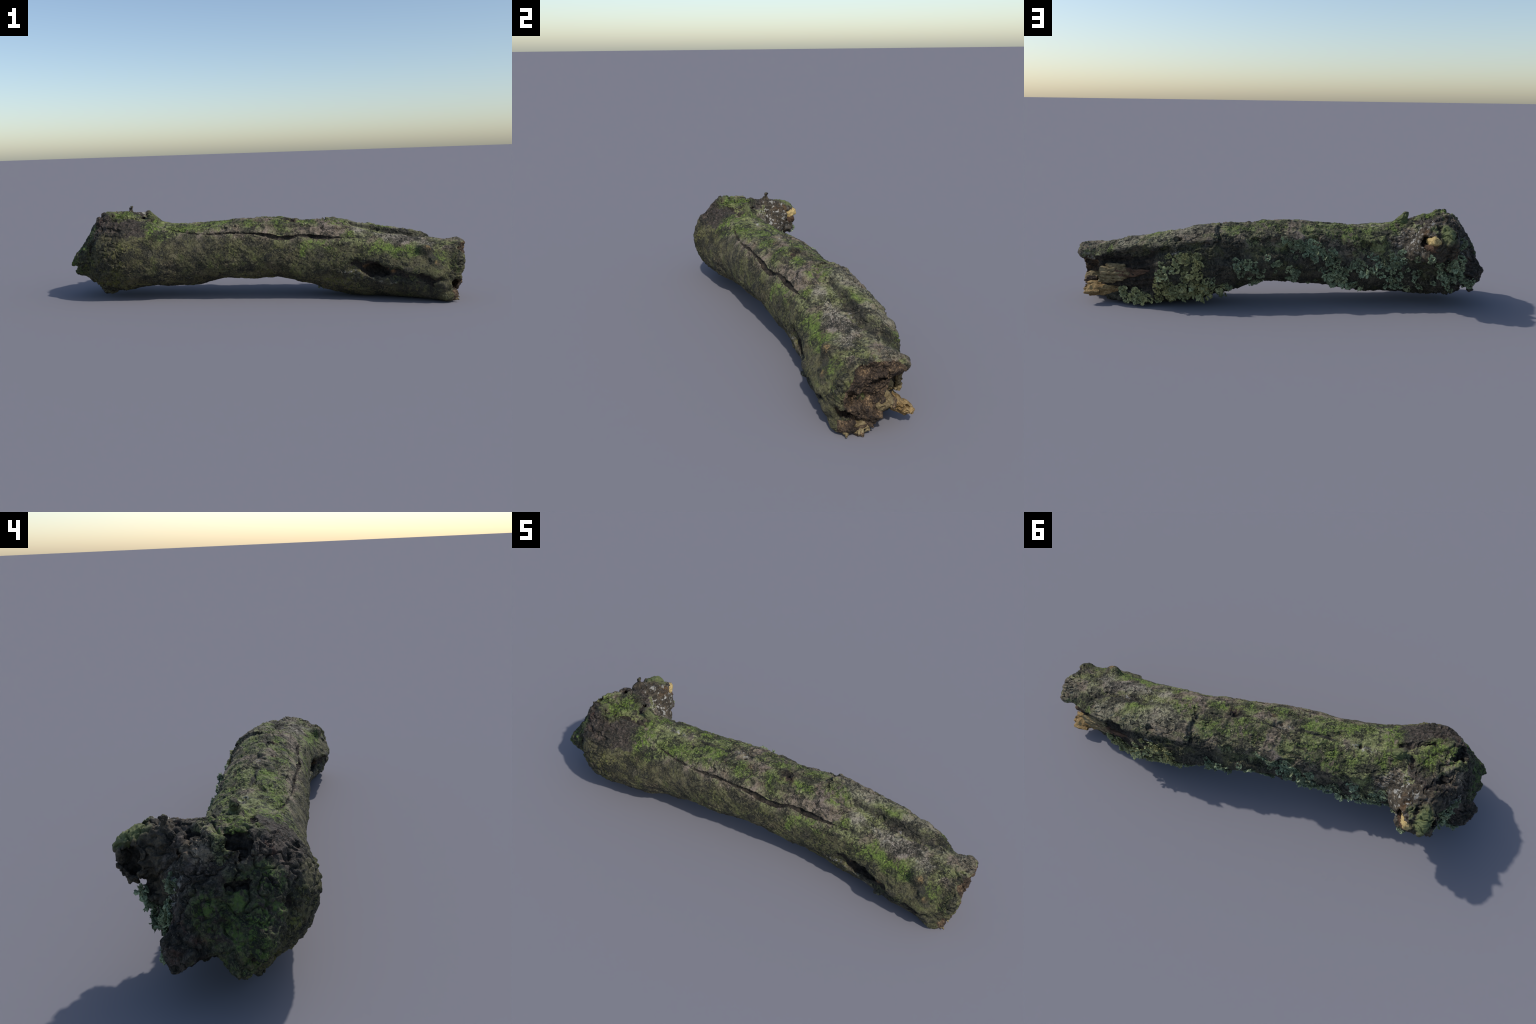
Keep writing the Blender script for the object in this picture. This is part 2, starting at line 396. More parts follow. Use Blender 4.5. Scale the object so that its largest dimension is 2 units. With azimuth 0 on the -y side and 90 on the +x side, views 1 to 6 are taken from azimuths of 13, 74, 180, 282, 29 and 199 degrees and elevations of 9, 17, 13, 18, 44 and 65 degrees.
# ---------------------------------------------------------------- relief of the bark
def relief(v, nrm):
    x, y, z = v.T
    cy, cz = heart(x); deg = np.degrees(np.arctan2(z - cz, y - cy))
    burl = smooth(-.60, -.70, x)
    back = smooth(28, 8, deg) * smooth(-110, -80, deg)
    front = smooth(115, 150, np.where(deg < -90, deg + 360, deg)) 
    broken = smooth(.90, .95, x)
    warp = np.stack([fbm(v * 22, 2, 31), fbm(v * 22, 2, 41), fbm(v * 22, 2, 51)], 1) * .012
    d = .0065 * fbm(v * 12, 3, 1)
    # lengthwise wrinkles and lifted flakes on the upper side
    top = smooth(20, 45, deg) * smooth(150, 120, deg) * (1 - burl)
    d -= top * .0060 * smooth(.10, .0, np.abs(fbm((v + warp) * np.array([7, 34, 34]), 2, 121))) * smooth(-.2, .2, fbm(v * 8, 2, 131))
    flake = fbm((v + 1.5 * warp) * np.array([20, 26, 26]), 2, 141)
    d += .0032 * smooth(.16, .20, flake) * (1 - .5 * front)
    # some stretches are worn smooth, others crumbling
    worn = .35 + 1.1 * smooth(-.35, .40, fbm(v * 8, 2, 151))
    # rough plates
    d += worn * (.0034 + .0022 * back + .002 * burl - .0008 * front) * fbm((v + warp) * np.array([38, 50, 50]), 3, 5, .6)
    # long wandering fissures
    r1 = np.abs(fbm((v + warp) * np.array([17, 34, 34]), 2, 9))
    d -= .0055 * smooth(.075, .0, r1) * smooth(-.15, .25, fbm(v * 9, 2, 19)) * (1 - .5 * front)
    e = voronoi_edge((v + warp * 1.3) * np.array([50, 58, 58]), 3)
    d -= .0020 * worn * smooth(.17, .0, e) * (1 - .5 * burl) * smooth(-.3, .3, fbm(v * 14, 2, 29))
    d += .0010 * worn * perlin((v + warp) * 150, 15) * (1 + .6 * front)
    # burl: deep swirling wrinkles
    r2 = 1 - np.abs(fbm((v + 2.4 * warp) * 19, 2, 77)) * 2.2
    d -= burl * .013 * np.clip(r2 - .55, 0, 1) / .45 * (1 - .4 * front)
    d += burl * .005 * fbm(v * 30, 2, 83)
    # the break: gnawed and splintered along the grain
    d += broken * (.006 * fbm(v * np.array([18, 45, 45]), 3, 91) - .008 * smooth(.10, .0, np.abs(fbm(v * np.array([12, 48, 48]), 2, 95))))
    d = d * smooth(-.002, .02, z)
    return v + nrm * d[:, None]

# ---------------------------------------------------------------- materials
class Nodes:
    def __init__(self, name):
        self.mat = bpy.data.materials.new(name); self.mat.use_nodes = True
        self.t = self.mat.node_tree; self.bsdf = self.t.nodes["Principled BSDF"]
        self.bsdf.inputs["Specular IOR Level"].default_value = .25
        self.obj = self.t.nodes.new("ShaderNodeTexCoord").outputs["Object"]
    def _set(self, sock, v):
        if isinstance(v, bpy.types.NodeSocket):
            self.t.links.new(v, sock)
        elif isinstance(v, (tuple, list)) and len(v) == 3 and sock.type == "RGBA":
            sock.default_value = (*v, 1)
        else:
            sock.default_value = v
    def math(self, op, a, b=0.0, c=0.0, clamp=False):
        n = self.t.nodes.new("ShaderNodeMath"); n.operation = op; n.use_clamp = clamp
        for i, q in enumerate((a, b, c)):
            self._set(n.inputs[i], q)
        return n.outputs[0]
    def vec(self, op, a, b=(0, 0, 0), out=0):
        n = self.t.nodes.new("ShaderNodeVectorMath"); n.operation = op
        self._set(n.inputs[0], a); self._set(n.inputs[1], b)
        return n.outputs[out]
    def noise(self, scale, detail=3, rough=.55, vec=None, colour=False, distort=0.0):
        n = self.t.nodes.new("ShaderNodeTexNoise")
        self._set(n.inputs["Vector"], vec or self.obj); n.inputs["Scale"].default_value = scale
        n.inputs["Detail"].default_value = detail; n.inputs["Roughness"].default_value = rough; n.inputs["Distortion"].default_value = distort
        return n.outputs["Color" if colour else "Fac"]
    def voronoi(self, scale, feature="DISTANCE_TO_EDGE", vec=None, out=0):
        n = self.t.nodes.new("ShaderNodeTexVoronoi"); n.feature = feature
        self._set(n.inputs["Vector"], vec or self.obj); n.inputs["Scale"].default_value = scale
        return n.outputs[out]
    def step(self, v, a, b):
        n = self.t.nodes.new("ShaderNodeMapRange"); n.interpolation_type = "SMOOTHSTEP"
        self._set(n.inputs[0], v); n.inputs[1].default_value = min(a, b); n.inputs[2].default_value = max(a, b)
        n.inputs[3].default_value, n.inputs[4].default_value = (0, 1) if a < b else (1, 0)
        return n.outputs[0]
    def mix(self, fac, a, b, mode="MIX"):
        n = self.t.nodes.new("ShaderNodeMix"); n.data_type = "RGBA"; n.blend_type = mode
        self._set(n.inputs[0], fac); self._set(n.inputs[6], a); self._set(n.inputs[7], b)
        return n.outputs[2]
    def ramp(self, v, stops):
        n = self.t.nodes.new("ShaderNodeValToRGB"); self._set(n.inputs[0], v)
        e = n.color_ramp.elements
        while len(e) < len(stops):
            e.new(.5)
        for el, (p, c) in zip(e, stops):
            el.position = p; el.color = (*c, 1)
        return n.outputs[0]
    def warped(self, scale=14, amount=.05, base=None):
        c = self.noise(scale, 3, .6, vec=base, colour=True)
        c = self.vec("SUBTRACT", c, (.5, .5, .5))
        s = self.vec("MULTIPLY", c, (amount * 2,) * 3)
        return self.vec("ADD", base or self.obj, s)
    def patches(self, spots, where, soft=.25):
        """Union of soft ellipsoids: (centre, radii)."""
        out = None
        for c, r in spots:
            q = self.vec("MULTIPLY", self.vec("SUBTRACT", where, c), tuple(1 / k for k in r))
            d = self.step(self.vec("LENGTH", q, out=1), 1 + soft, 1 - soft)
            out = d if out is None else self.math("MAXIMUM", out, d)
        return out
    def mul(self, *v):
        o = v[0]
        for q in v[1:]:
            o = self.math("MULTIPLY", o, q)
        return o
    def bump(self, height, strength=.6, dist=.004, normal=None):
        n = self.t.nodes.new("ShaderNodeBump"); n.inputs["Strength"].default_value = strength; n.inputs["Distance"].default_value = dist
        self._set(n.inputs["Height"], height)
        if normal:
            self._set(n.inputs["Normal"], normal)
        return n.outputs[0]
    def finish(self, colour, rough=.85, normal=None):
        self._set(self.bsdf.inputs["Base Color"], colour); self._set(self.bsdf.inputs["Roughness"], rough)
        if normal:
            self._set(self.bsdf.inputs["Normal"], normal)
        return self.mat

def bark_material():
    m = Nodes("mossy_bark")
    w = m.warped(13, .035); w2 = m.warped(30, .02, m.warped(7, .06))
    grain = m.vec("MULTIPLY", m.warped(24, .015), (1.35, .8, .8))
    fine = m.noise(120, 5, .72, vec=grain); mid = m.noise(40, 6, .68, vec=grain, distort=.6); big = m.noise(9, 4, .6); big2 = m.noise(12, 4, .6, vec=m.vec("ADD", m.obj, (4, 7, 2)))
    xyz = m.t.nodes.new("ShaderNodeSeparateXYZ"); m._set(xyz.inputs[0], w)
    X, Y, Z = xyz.outputs
    # bare bark: brown-grey with pinkish tan and pale grey areas
    bark = m.ramp(m.math("ADD", m.mul(mid, .6), m.mul(fine, .4)), [(.32, (.060, .048, .034)), (.44, (.158, .124, .084)), (.55, (.256, .207, .148)), (.70, (.42, .355, .27))])
    bark = m.mix(m.mul(m.step(m.noise(10, 4, .6, vec=m.vec("ADD", w2, (2, 2, 8))), .50, .60), .75), bark, m.ramp(fine, [(.30, (.110, .080, .060)), (.5, (.250, .192, .150)), (.70, (.36, .295, .24))]))
    # yellow-green algal film over most of the top
    film = m.ramp(fine, [(.30, (.056, .064, .018)), (.44, (.145, .164, .050)), (.55, (.225, .252, .092)), (.70, (.36, .39, .175))])
    col = m.mix(m.mul(m.step(m.math("ADD", m.mul(m.noise(7, 3, .55, vec=m.vec("ADD", w2, (4, 7, 2))), .75), m.mul(mid, .25)), .45, .56), .80), bark, film)
    # front flank, low: dull olive-brown, finer grained
    lane = m.math("ADD", m.math("MULTIPLY", Y, 1.0), m.mul(Z, -.85))         # front-below is low
    flank = m.step(m.math("ADD", m.math("SUBTRACT", m.math("MULTIPLY", Z, .9), m.math("MULTIPLY", Y, -.8)), m.mul(mid, .10)), .235, .185)
    olive = m.ramp(m.math("ADD", m.mul(mid, .45), m.mul(fine, .55)), [(.34, (.024, .022, .011)), (.45, (.076, .069, .031)), (.55, (.122, .111, .056)), (.69, (.21, .19, .115))])
    olive = m.mix(m.mul(m.step(big, .44, .60), m.step(mid, .42, .6), .8), olive, m.mix(fine, (.02, .025, .004), (.18, .20, .05)))
    olive = m.mix(m.mul(m.step(big2, .56, .68), .42), olive, m.mix(fine, (.075, .05, .032), (.17, .125, .095)))
    col = m.mix(m.mul(flank, .88), col, olive)
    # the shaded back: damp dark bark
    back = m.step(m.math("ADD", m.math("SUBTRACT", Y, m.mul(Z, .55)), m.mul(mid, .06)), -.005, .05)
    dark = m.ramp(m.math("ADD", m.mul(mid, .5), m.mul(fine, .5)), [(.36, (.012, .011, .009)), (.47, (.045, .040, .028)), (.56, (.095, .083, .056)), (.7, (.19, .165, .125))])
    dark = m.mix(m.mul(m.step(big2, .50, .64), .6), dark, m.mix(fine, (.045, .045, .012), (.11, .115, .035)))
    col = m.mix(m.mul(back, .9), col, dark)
    # burl: bare blackish brown wood
    burlm = m.patches([((-.68, -.15, .36), (.13, .10, .085)), ((-.80, -.16, .36), (.12, .10, .085)), ((-.80, -.11, .45), (.05, .06, .05)),
                       ((-.70, .03, .41), (.05, .12, .06)), ((-.78, .10, .37), (.08, .08, .09)), ((-.72, -.05, .43), (.035, .07, .05)), ((-.90, .05, .2), (.11, .13, .19)), ((-.92, -.10, .30), (.09, .12, .13))], m.warped(11, .075, w2), .35)
    burlm = m.step(m.math("ADD", burlm, m.mul(m.math("SUBTRACT", mid, .5), 2.0)), .38, .62)
    brown = m.ramp(m.math("ADD", m.mul(mid, .5), m.mul(fine, .5)), [(.36, (.012, .010, .008)), (.46, (.052, .040, .031)), (.55, (.110, .086, .068)), (.68, (.21, .17, .14))])
    brown = m.mix(m.mul(m.step(big, .58, .70), .5), brown, (.13, .055, .04))
    col = m.mix(burlm, col, brown)
    # mossy film on the burl's end face
    endmoss = m.patches([((-.95, -.13, .22), (.08, .10, .11)), ((-.90, -.16, .30), (.07, .10, .09)), ((-.92, -.02, .26), (.06, .05, .06))], w2, .45)
    col = m.mix(m.mul(endmoss, m.step(mid, .40, .55), .9), col, m.mix(fine, (.022, .045, .008), (.145, .235, .045)))
    # grey weathered patches
    grey = m.patches([((.62, -.03, .31), (.07, .035, .06)), ((.72, -.02, .29), (.07, .035, .06)), ((.48, -.03, .33), (.05, .03, .04)), ((.80, -.05, .26), (.05, .03, .05))], w2, .5)
    col = m.mix(m.mul(grey, .75), col, m.ramp(fine, [(.32, (.15, .125, .10)), (.5, (.29, .25, .205)), (.68, (.42, .38, .32))]))
    plate = m.patches([((.45, .10, .38), (.10, .06, .06)), ((.66, .12, .34), (.17, .06, .07)), ((.9, .03, .29), (.08, .06, .05))], w2, .4)
    col = m.mix(m.mul(plate, m.step(big, .40, .55), .8), col, m.ramp(m.math("ADD", m.mul(mid, .4), m.mul(fine, .6)), [(.32, (.11, .10, .056)), (.48, (.25, .232, .150)), (.66, (.40, .37, .27))]))
    # cushions of bright moss
    moss_spots = [((-.72, -.045, .42), (.055, .085, .06)), ((-.80, -.06, .42), (.04, .05, .05)), ((-.50, -.165, .33), (.06, .04, .035)), ((-.54, -.10, .38), (.05, .07, .05)),
                  ((-.53, .02, .38), (.05, .05, .05)), ((-.37, -.10, .37), (.10, .05, .05)), ((-.20, -.07, .39), (.10, .06, .05)), ((-.05, -.07, .39), (.07, .06, .05)), ((.10, -.06, .37), (.05, .04, .05)),
                  ((.28, -.12, .29), (.10, .04, .035)), ((.23, -.14, .25), (.03, .03, .03)), ((.22, -.02, .38), (.07, .04, .04)), ((.38, .02, .375), (.05, .04, .04)), ((.44, -.07, .33), (.02, .02, .02)),
                  ((.62, -.10, .265), (.10, .04, .04)), ((.70, -.095, .24), (.06, .04, .045)), ((.86, -.12, .175), (.04, .04, .06)), ((.92, -.10, .15), (.03, .04, .05)), ((.60, .06, .34), (.05, .03, .03)), ((.83, .11, .28), (.05, .04, .03)), ((.06, .05, .38), (.08, .05, .05)), ((.2, .09, .36), (.07, .04, .05)), ((-.3, .06, .36), (.14, .06, .05))]
    moss = m.patches(moss_spots, w2, .55)
    mossn = m.mul(moss, m.step(m.math("ADD", m.mul(mid, .7), m.mul(big2, .3)), .41, .54), .90)
    green = m.ramp(fine, [(.28, (.044, .064, .012)), (.44, (.115, .172, .027)), (.56, (.205, .290, .055)), (.72, (.36, .44, .13))])
    crown = m.mul(m.patches([((-.725, -.045, .415), (.055, .085, .05)), ((-.54, -.15, .335), (.045, .035, .035)), ((-.575, -.02, .385), (.04, .04, .04))], w2, .5), m.step(mid, .40, .50))
    mossn = m.math("MAXIMUM", mossn, crown)
    col = m.mix(mossn, col, green)
    # foot of the burl: yellow-olive moss
    foot = m.patches([((-.80, -.20, .10), (.20, .12, .10)), ((-.70, -.25, .22), (.14, .08, .08)), ((.05, -.1, .10), (.16, .09, .05)), ((.40, -.1, .08), (.12, .09, .07))], w2, .6)
    col = m.mix(m.mul(foot, m.step(mid, .46, .60), .8), col, m.mix(fine, (.045, .045, .004), (.18, .175, .022)))
    # groove shadow beside the bark plate and along top seams, painted near-black
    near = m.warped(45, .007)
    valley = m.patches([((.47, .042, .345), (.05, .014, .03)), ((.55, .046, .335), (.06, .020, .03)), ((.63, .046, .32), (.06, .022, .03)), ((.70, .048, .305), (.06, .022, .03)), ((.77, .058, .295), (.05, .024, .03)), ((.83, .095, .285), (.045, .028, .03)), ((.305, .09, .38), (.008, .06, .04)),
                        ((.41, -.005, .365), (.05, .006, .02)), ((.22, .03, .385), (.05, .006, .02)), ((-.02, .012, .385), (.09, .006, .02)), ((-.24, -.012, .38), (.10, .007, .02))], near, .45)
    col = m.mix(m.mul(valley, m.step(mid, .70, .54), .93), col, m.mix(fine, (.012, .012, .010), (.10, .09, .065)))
    painted_shade = m.patches([((.60, -.17, .10), (.22, .07, .055)), ((.80, -.15, .07), (.14, .07, .05)), ((.83, -.125, .215), (.035, .03, .045)), ((.50, -.15, .19), (.10, .04, .035))], w2, .5)  # bark colour blackened for the shade around and under the front hollow
    col = m.mix(m.mul(painted_shade, m.step(mid, .60, .46), .85), col, m.mix(fine, (.008, .008, .007), (.07, .065, .05)))
    # white crusts
    white = m.patches([((-.43, -.012, .37), (.055, .012, .02)), ((.455, -.135, .138), (.045, .03, .012)), ((.54, -.14, .112), (.05, .03, .010)), ((.63, -.14, .092), (.04, .03, .008)), ((.53, .022, .345), (.05, .008, .02)), ((.66, .026, .31), (.06, .006, .02)), ((.74, .030, .30), (.03, .006, .02)),
                       ((-.60, .10, .36), (.08, .05, .05)), ((-.58, .13, .30), (.07, .04, .06)), ((.92, .12, .22), (.04, .03, .03)), ((.52, .21, .27), (.06, .03, .012)), ((-.09, .0, .385), (.03, .01, .02)), ((-.87, .1, .3), (.03, .05, .06))], m.warped(30, .015), .5)
    col = m.mix(m.mul(white, m.step(m.noise(75, 4, .7), .50, .58)), col, m.mix(fine, (.20, .19, .165), (.56, .54, .48)))
    # tan wood showing at the knot and reddish rot in the top hole
    tan = m.patches([((.812, -.124, .258), (.014, .018, .016)), ((-.02, -.045, .385), (.014, .007, .02)), ((.855, -.15, .19), (.012, .012, .014))], near, .4)
    col = m.mix(m.mul(tan, m.step(mid, .38, .50)), col, m.mix(mid, (.10, .06, .02), (.48, .33, .15)))
    rot = m.patches([((.140, -.003, .38), (.036, .030, .028))], m.warped(28, .03, w), .35)
    col = m.mix(m.mul(rot, m.step(mid, .36, .48)), col, m.mix(fine, (.015, .010, .009), (.13, .065, .055)))
    # dark, crumbling areas between the plates
    gloom = m.step(m.math("ADD", m.mul(m.noise(15, 4, .65, vec=m.vec("ADD", w2, (7, 3, 3))), .65), m.mul(mid, .35)), .50, .56)
    col = m.mix(m.mul(gloom, .82), col, m.ramp(fine, [(.36, (.010, .010, .008)), (.5, (.042, .038, .027)), (.66, (.115, .10, .072))]))
    # black fissures: wandering, branching cracks in the dry bark, much finer on the flank
    wf = m.warped(45, .014, m.warped(16, .03))
    stretch = m.vec("MULTIPLY", wf, (.8, 1.15, 1.15))
    def ridge(scale, width, offset):
        n = m.noise(scale, 2, .5, vec=m.vec("ADD", wf, offset), distort=.7)
        return m.step(m.math("ABSOLUTE", m.math("SUBTRACT", n, .5)), width, width * .3)
    net = m.math("MAXIMUM", m.mul(m.step(m.voronoi(36, vec=stretch), .085, .02), m.step(m.noise(13, 3, .55, vec=m.vec("ADD", m.obj, (9, 1, 3))), .50, .58)),
                 m.mul(m.step(m.voronoi(90, vec=stretch), .12, .03), m.step(m.noise(17, 3, .55, vec=m.vec("ADD", m.obj, (1, 8, 5))), .51, .60)))
    net = m.math("MAXIMUM", net, m.math("MAXIMUM", m.mul(ridge(15, .012, (3, 1, 7)), m.step(big, .40, .52)), m.mul(ridge(38, .020, (1, 5, 2)), m.step(big2, .46, .56))))
    col = m.mix(m.mul(net, .86), col, (.014, .015, .012))
    col = m.mix(m.mul(m.step(m.noise(55, 6, .75, vec=m.vec("ADD", grain, (6, 6, 1))), .41, .34), .6), col, (.016, .015, .011))
    h = m.math("ADD", m.mul(m.noise(90, 5, .7), .8), m.mul(fine, .4)); h = m.math("SUBTRACT", h, m.mul(net, .55)); h = m.math("ADD", h, m.mul(mossn, fine, .6))
    m.bsdf.inputs["Specular IOR Level"].default_value = .35
    return m.finish(col, m.math("ADD", .62, m.mul(fine, .4)), m.bump(h, .85, .008))

def wood_material(name, stops, grain=(6, 60, 60), rough=.8):
    m = Nodes(name)
    g = m.noise(9, 5, .65, vec=m.vec("MULTIPLY", m.warped(20, .01), grain)); n = m.noise(28, 4, .6); f = m.noise(140, 3, .65)
    v = m.math("ADD", m.mul(g, .4), m.math("ADD", m.mul(n, .4), m.mul(f, .2)))
    col = m.ramp(v, stops)
    return m.finish(col, rough, m.bump(m.math("ADD", g, m.mul(f, .5)), .7, .006))

def stub_material():
    m = Nodes("weathered_stub")
    w = m.warped(25, .02); fine = m.noise(130, 4, .7); mid = m.noise(40, 4, .6)
    col = m.ramp(m.math("ADD", m.mul(mid, .5), m.mul(fine, .5)), [(.33, (.012, .011, .009)), (.48, (.050, .042, .032)), (.6, (.11, .085, .055)), (.76, (.18, .15, .11))])
    rust = m.patches([((-.67, .18, .36), (.03, .05, .04))], w, .4)
    col = m.mix(m.mul(rust, .7), col, m.mix(fine, (.06, .035, .015), (.19, .10, .04)))
    green = m.patches([((-.75, .25, .40), (.035, .07, .06)), ((-.69, .245, .415), (.03, .05, .022)), ((-.58, .0, .40), (.05, .04, .05)), ((-.77, .14, .47), (.02, .02, .012))], w, .35)
    col = m.mix(m.mul(green, .9), col, m.mix(fine, (.05, .062, .020), (.22, .25, .105)))
    white = m.mul(m.step(m.noise(38, 3, .6, vec=m.vec("ADD", m.obj, (3, 3, 3))), .55, .60), m.patches([((-.66, .12, .36), (.08, .1, .10))], w, .5))
    col = m.mix(white, col, m.mix(fine, (.20, .19, .165), (.48, .46, .41)))
    return m.finish(col, .8, m.bump(m.math("ADD", m.mul(m.noise(80, 5, .7), .9), m.mul(fine, .4)), .7, .006))

def hollow_material():
    m = Nodes("rotten_hollow")
    w = m.warped(30, .02); fine = m.noise(120, 4, .7); mid = m.noise(30, 4, .6)
    col = m.ramp(m.math("ADD", m.mul(mid, .6), m.mul(fine, .4)), [(.35, (.008, .007, .006)), (.5, (.030, .025, .020)), (.65, (.075, .058, .042)), (.8, (.15, .11, .075))])
    tan = m.patches([((.53, -.115, .165), (.018, .04, .012)), ((.645, -.13, .150), (.022, .04, .012))], w, .4)
    col = m.mix(m.mul(tan, m.step(mid, .42, .55)), col, m.mix(fine, (.08, .04, .015), (.28, .16, .07)))
    return m.finish(col, .9, m.bump(m.noise(70, 5, .7), .8, .008))

def lichen_material():
    m = Nodes("leafy_lichen")
    info = m.t.nodes.new("ShaderNodeObjectInfo")
    geo = m.t.nodes.new("ShaderNodeTexCoord")
    n = m.noise(75, 5, .7); f = m.noise(260, 3, .6)
    teal = m.ramp(m.math("ADD", m.mul(n, .6), m.mul(f, .4)), [(.38, (.035, .047, .034)), (.46, (.165, .210, .122)), (.54, (.325, .395, .238)), (.66, (.56, .62, .41))])
    olive = m.ramp(m.math("ADD", m.mul(n, .6), m.mul(f, .4)), [(.38, (.050, .046, .018)), (.46, (.24, .23, .092)), (.54, (.42, .40, .17)), (.66, (.64, .61, .33))])
    pos = m.t.nodes.new("ShaderNodeSeparateXYZ"); m._set(pos.inputs[0], info.outputs["Location"])
    ol = m.math("ADD", m.mul(m.step(pos.outputs[0], .22, .40), .85), m.mul(m.math("SUBTRACT", info.outputs["Random"], .5), .75), clamp=True)
    col = m.mix(ol, teal, olive)
    shade = m.math("FRACT", m.mul(info.outputs["Random"], 7.31))
    col = m.mix(m.mul(m.step(shade, .55, 1.0), .55), col, (.055, .06, .038))
    col = m.mix(m.mul(m.step(m.noise(24, 3, .6, vec=m.vec("ADD", m.obj, (5, 2, 1))), .58, .70), .8), col, (.10, .085, .055))
    return m.finish(col, .85, m.bump(m.math("ADD", n, m.mul(f, .5)), .5, .003))

# ---------------------------------------------------------------- building
def new_object(name, mesh, parent):
    o = bpy.data.objects.new(name, mesh); bpy.context.scene.collection.objects.link(o)
    o.parent = parent
    return o

def mesh_from(name, v, faces, mat, normals=None):
    me = bpy.data.meshes.new(name)
    me.vertices.add(len(v)); me.vertices.foreach_set("co", np.asarray(v, np.float32).ravel())
    k = faces.shape[1]
    me.loops.add(faces.size); me.loops.foreach_set("vertex_index", faces.astype(np.int32).ravel())
    me.polygons.add(len(faces)); me.polygons.foreach_set("loop_start", np.arange(len(faces), dtype=np.int32) * k)
    me.update(calc_edges=True); me.validate()
    me.polygons.foreach_set("use_smooth", np.ones(len(me.polygons), bool))
    me.materials.append(mat)
    if normals is not None:
        me.normals_split_custom_set_from_vertices(normals.tolist())
    return me

log = bpy.data.objects.new("fallen_log", None); bpy.context.scene.collection.objects.link(log)
log["label"] = "mossy fallen log with burl, cracked bark and leafy lichen"; log["category"] = "log"

verts, quads = build_surface()
verts, quads = main_islands(verts, quads)
base = verts.copy()
nrm = vertex_normals(verts, quads)
verts = relief(verts, nrm)
low = verts[:, 2].min()
nrm = vertex_normals(verts, quads)
print("log mesh", len(verts), len(quads), verts.min(0), verts.max(0))

# which part each face belongs to
fc = base[quads].mean(1); jit = .006 * fbm(fc * 40, 2, 61)
order = np.argsort(fc[:, 0]); depth = np.empty(len(fc))          # in slices along the log, so distant lumps are skipped
for i in range(0, len(fc), 20000):
    depth[order[i:i + 20000]] = -solid(fc[order[i:i + 20000]], False)
x, y, z = fc.T
cy, cz = heart(x); deg = np.degrees(np.arctan2(z - cz, y - cy))
rim = (radius(x, np.radians(deg)) - np.hypot(y - cy, z - cz)) > .010 + jit
part = np.zeros(len(fc), int)
part[x < -.62 + jit] = 1
part[(x < -.58) & (y > .105 + jit * 2 - .2 * (x + .72)) & (z > .24 + jit)] = 2
part[((x + .765) ** 2 + (y - .132) ** 2 < .03 ** 2) & (z > .40)] = 2
part[((x + .585) ** 2 + (y + .024) ** 2 < .028 ** 2) & (z > .388)] = 5
part[(x > .312) & (x < .84) & (deg > 38) & (deg < 92 - 20 * smooth(.5, .85, x)) & (part == 0)] = 3
crackf, _ = limb(CRACK)
incrack = np.concatenate([crackf(fc[i:i + 200000]) for i in range(0, len(fc), 200000)]) < .002
deep = (depth > .012 + jit) | (incrack & (depth > .004))
part[deep & ((x < .40) | (x > .90) | (deg < 35) | (deg > 110))] = 6
part[(x > .925 + jit) & (z < .055) & (y > -.125)] = 4
part[(x > .88) & ((x > .935 + jit) & rim | (deep & (x > .90)))] = 4
part[(y > .08) & (x > .60 + jit) & (x < .90) & (deg < 40) & (deg > -36)] = 6

BARK = bark_material(); HOLLOW = hollow_material(); STUBM = stub_material()
ENDWOOD = wood_material("broken_heartwood", [(.38, (.012, .010, .008)), (.47, (.038, .027, .020)), (.545, (.10, .068, .043)), (.61, (.27, .18, .095)), (.72, (.48, .37, .22))], (12, 30, 30))
SLAB = wood_material("pale_rotten_wood", [(.36, (.05, .034, .018)), (.46, (.17, .125, .060)), (.55, (.30, .235, .125)), (.70, (.45, .37, .22))], (5, 60, 60))
ORANGE = wood_material("orange_rotten_wood", [(.36, (.05, .028, .012)), (.46, (.20, .125, .050)), (.56, (.38, .26, .115)), (.72, (.58, .45, .25))], (8, 30, 30))
REDWOOD = wood_material("rusty_rotten_wood", [(.36, (.02, .013, .009)), (.47, (.085, .050, .030)), (.56, (.16, .09, .055)), (.72, (.27, .17, .10))], (8, 40, 40))
YELLOW = wood_material("yellow_core_wood", [(.36, (.16, .10, .03)), (.47, (.42, .30, .12)), (.56, (.60, .45, .20)), (.72, (.70, .58, .33))], (20, 20, 20))
LICHEN = lichen_material()

for k, (name, mat) in enumerate([("trunk", BARK), ("burl", BARK), ("branch_stub", STUBM), ("bark_plate", BARK), ("broken_end", ENDWOOD), ("twig_stump", STUBM), ("hollow", HOLLOW)]):
    f = quads[part == k]
    if len(f) == 0:
        continue
    used = np.unique(f); re = np.full(len(verts), -1); re[used] = np.arange(len(used))
    new_object(name, mesh_from(name, verts[used], re[f], mat, nrm[used]), log)

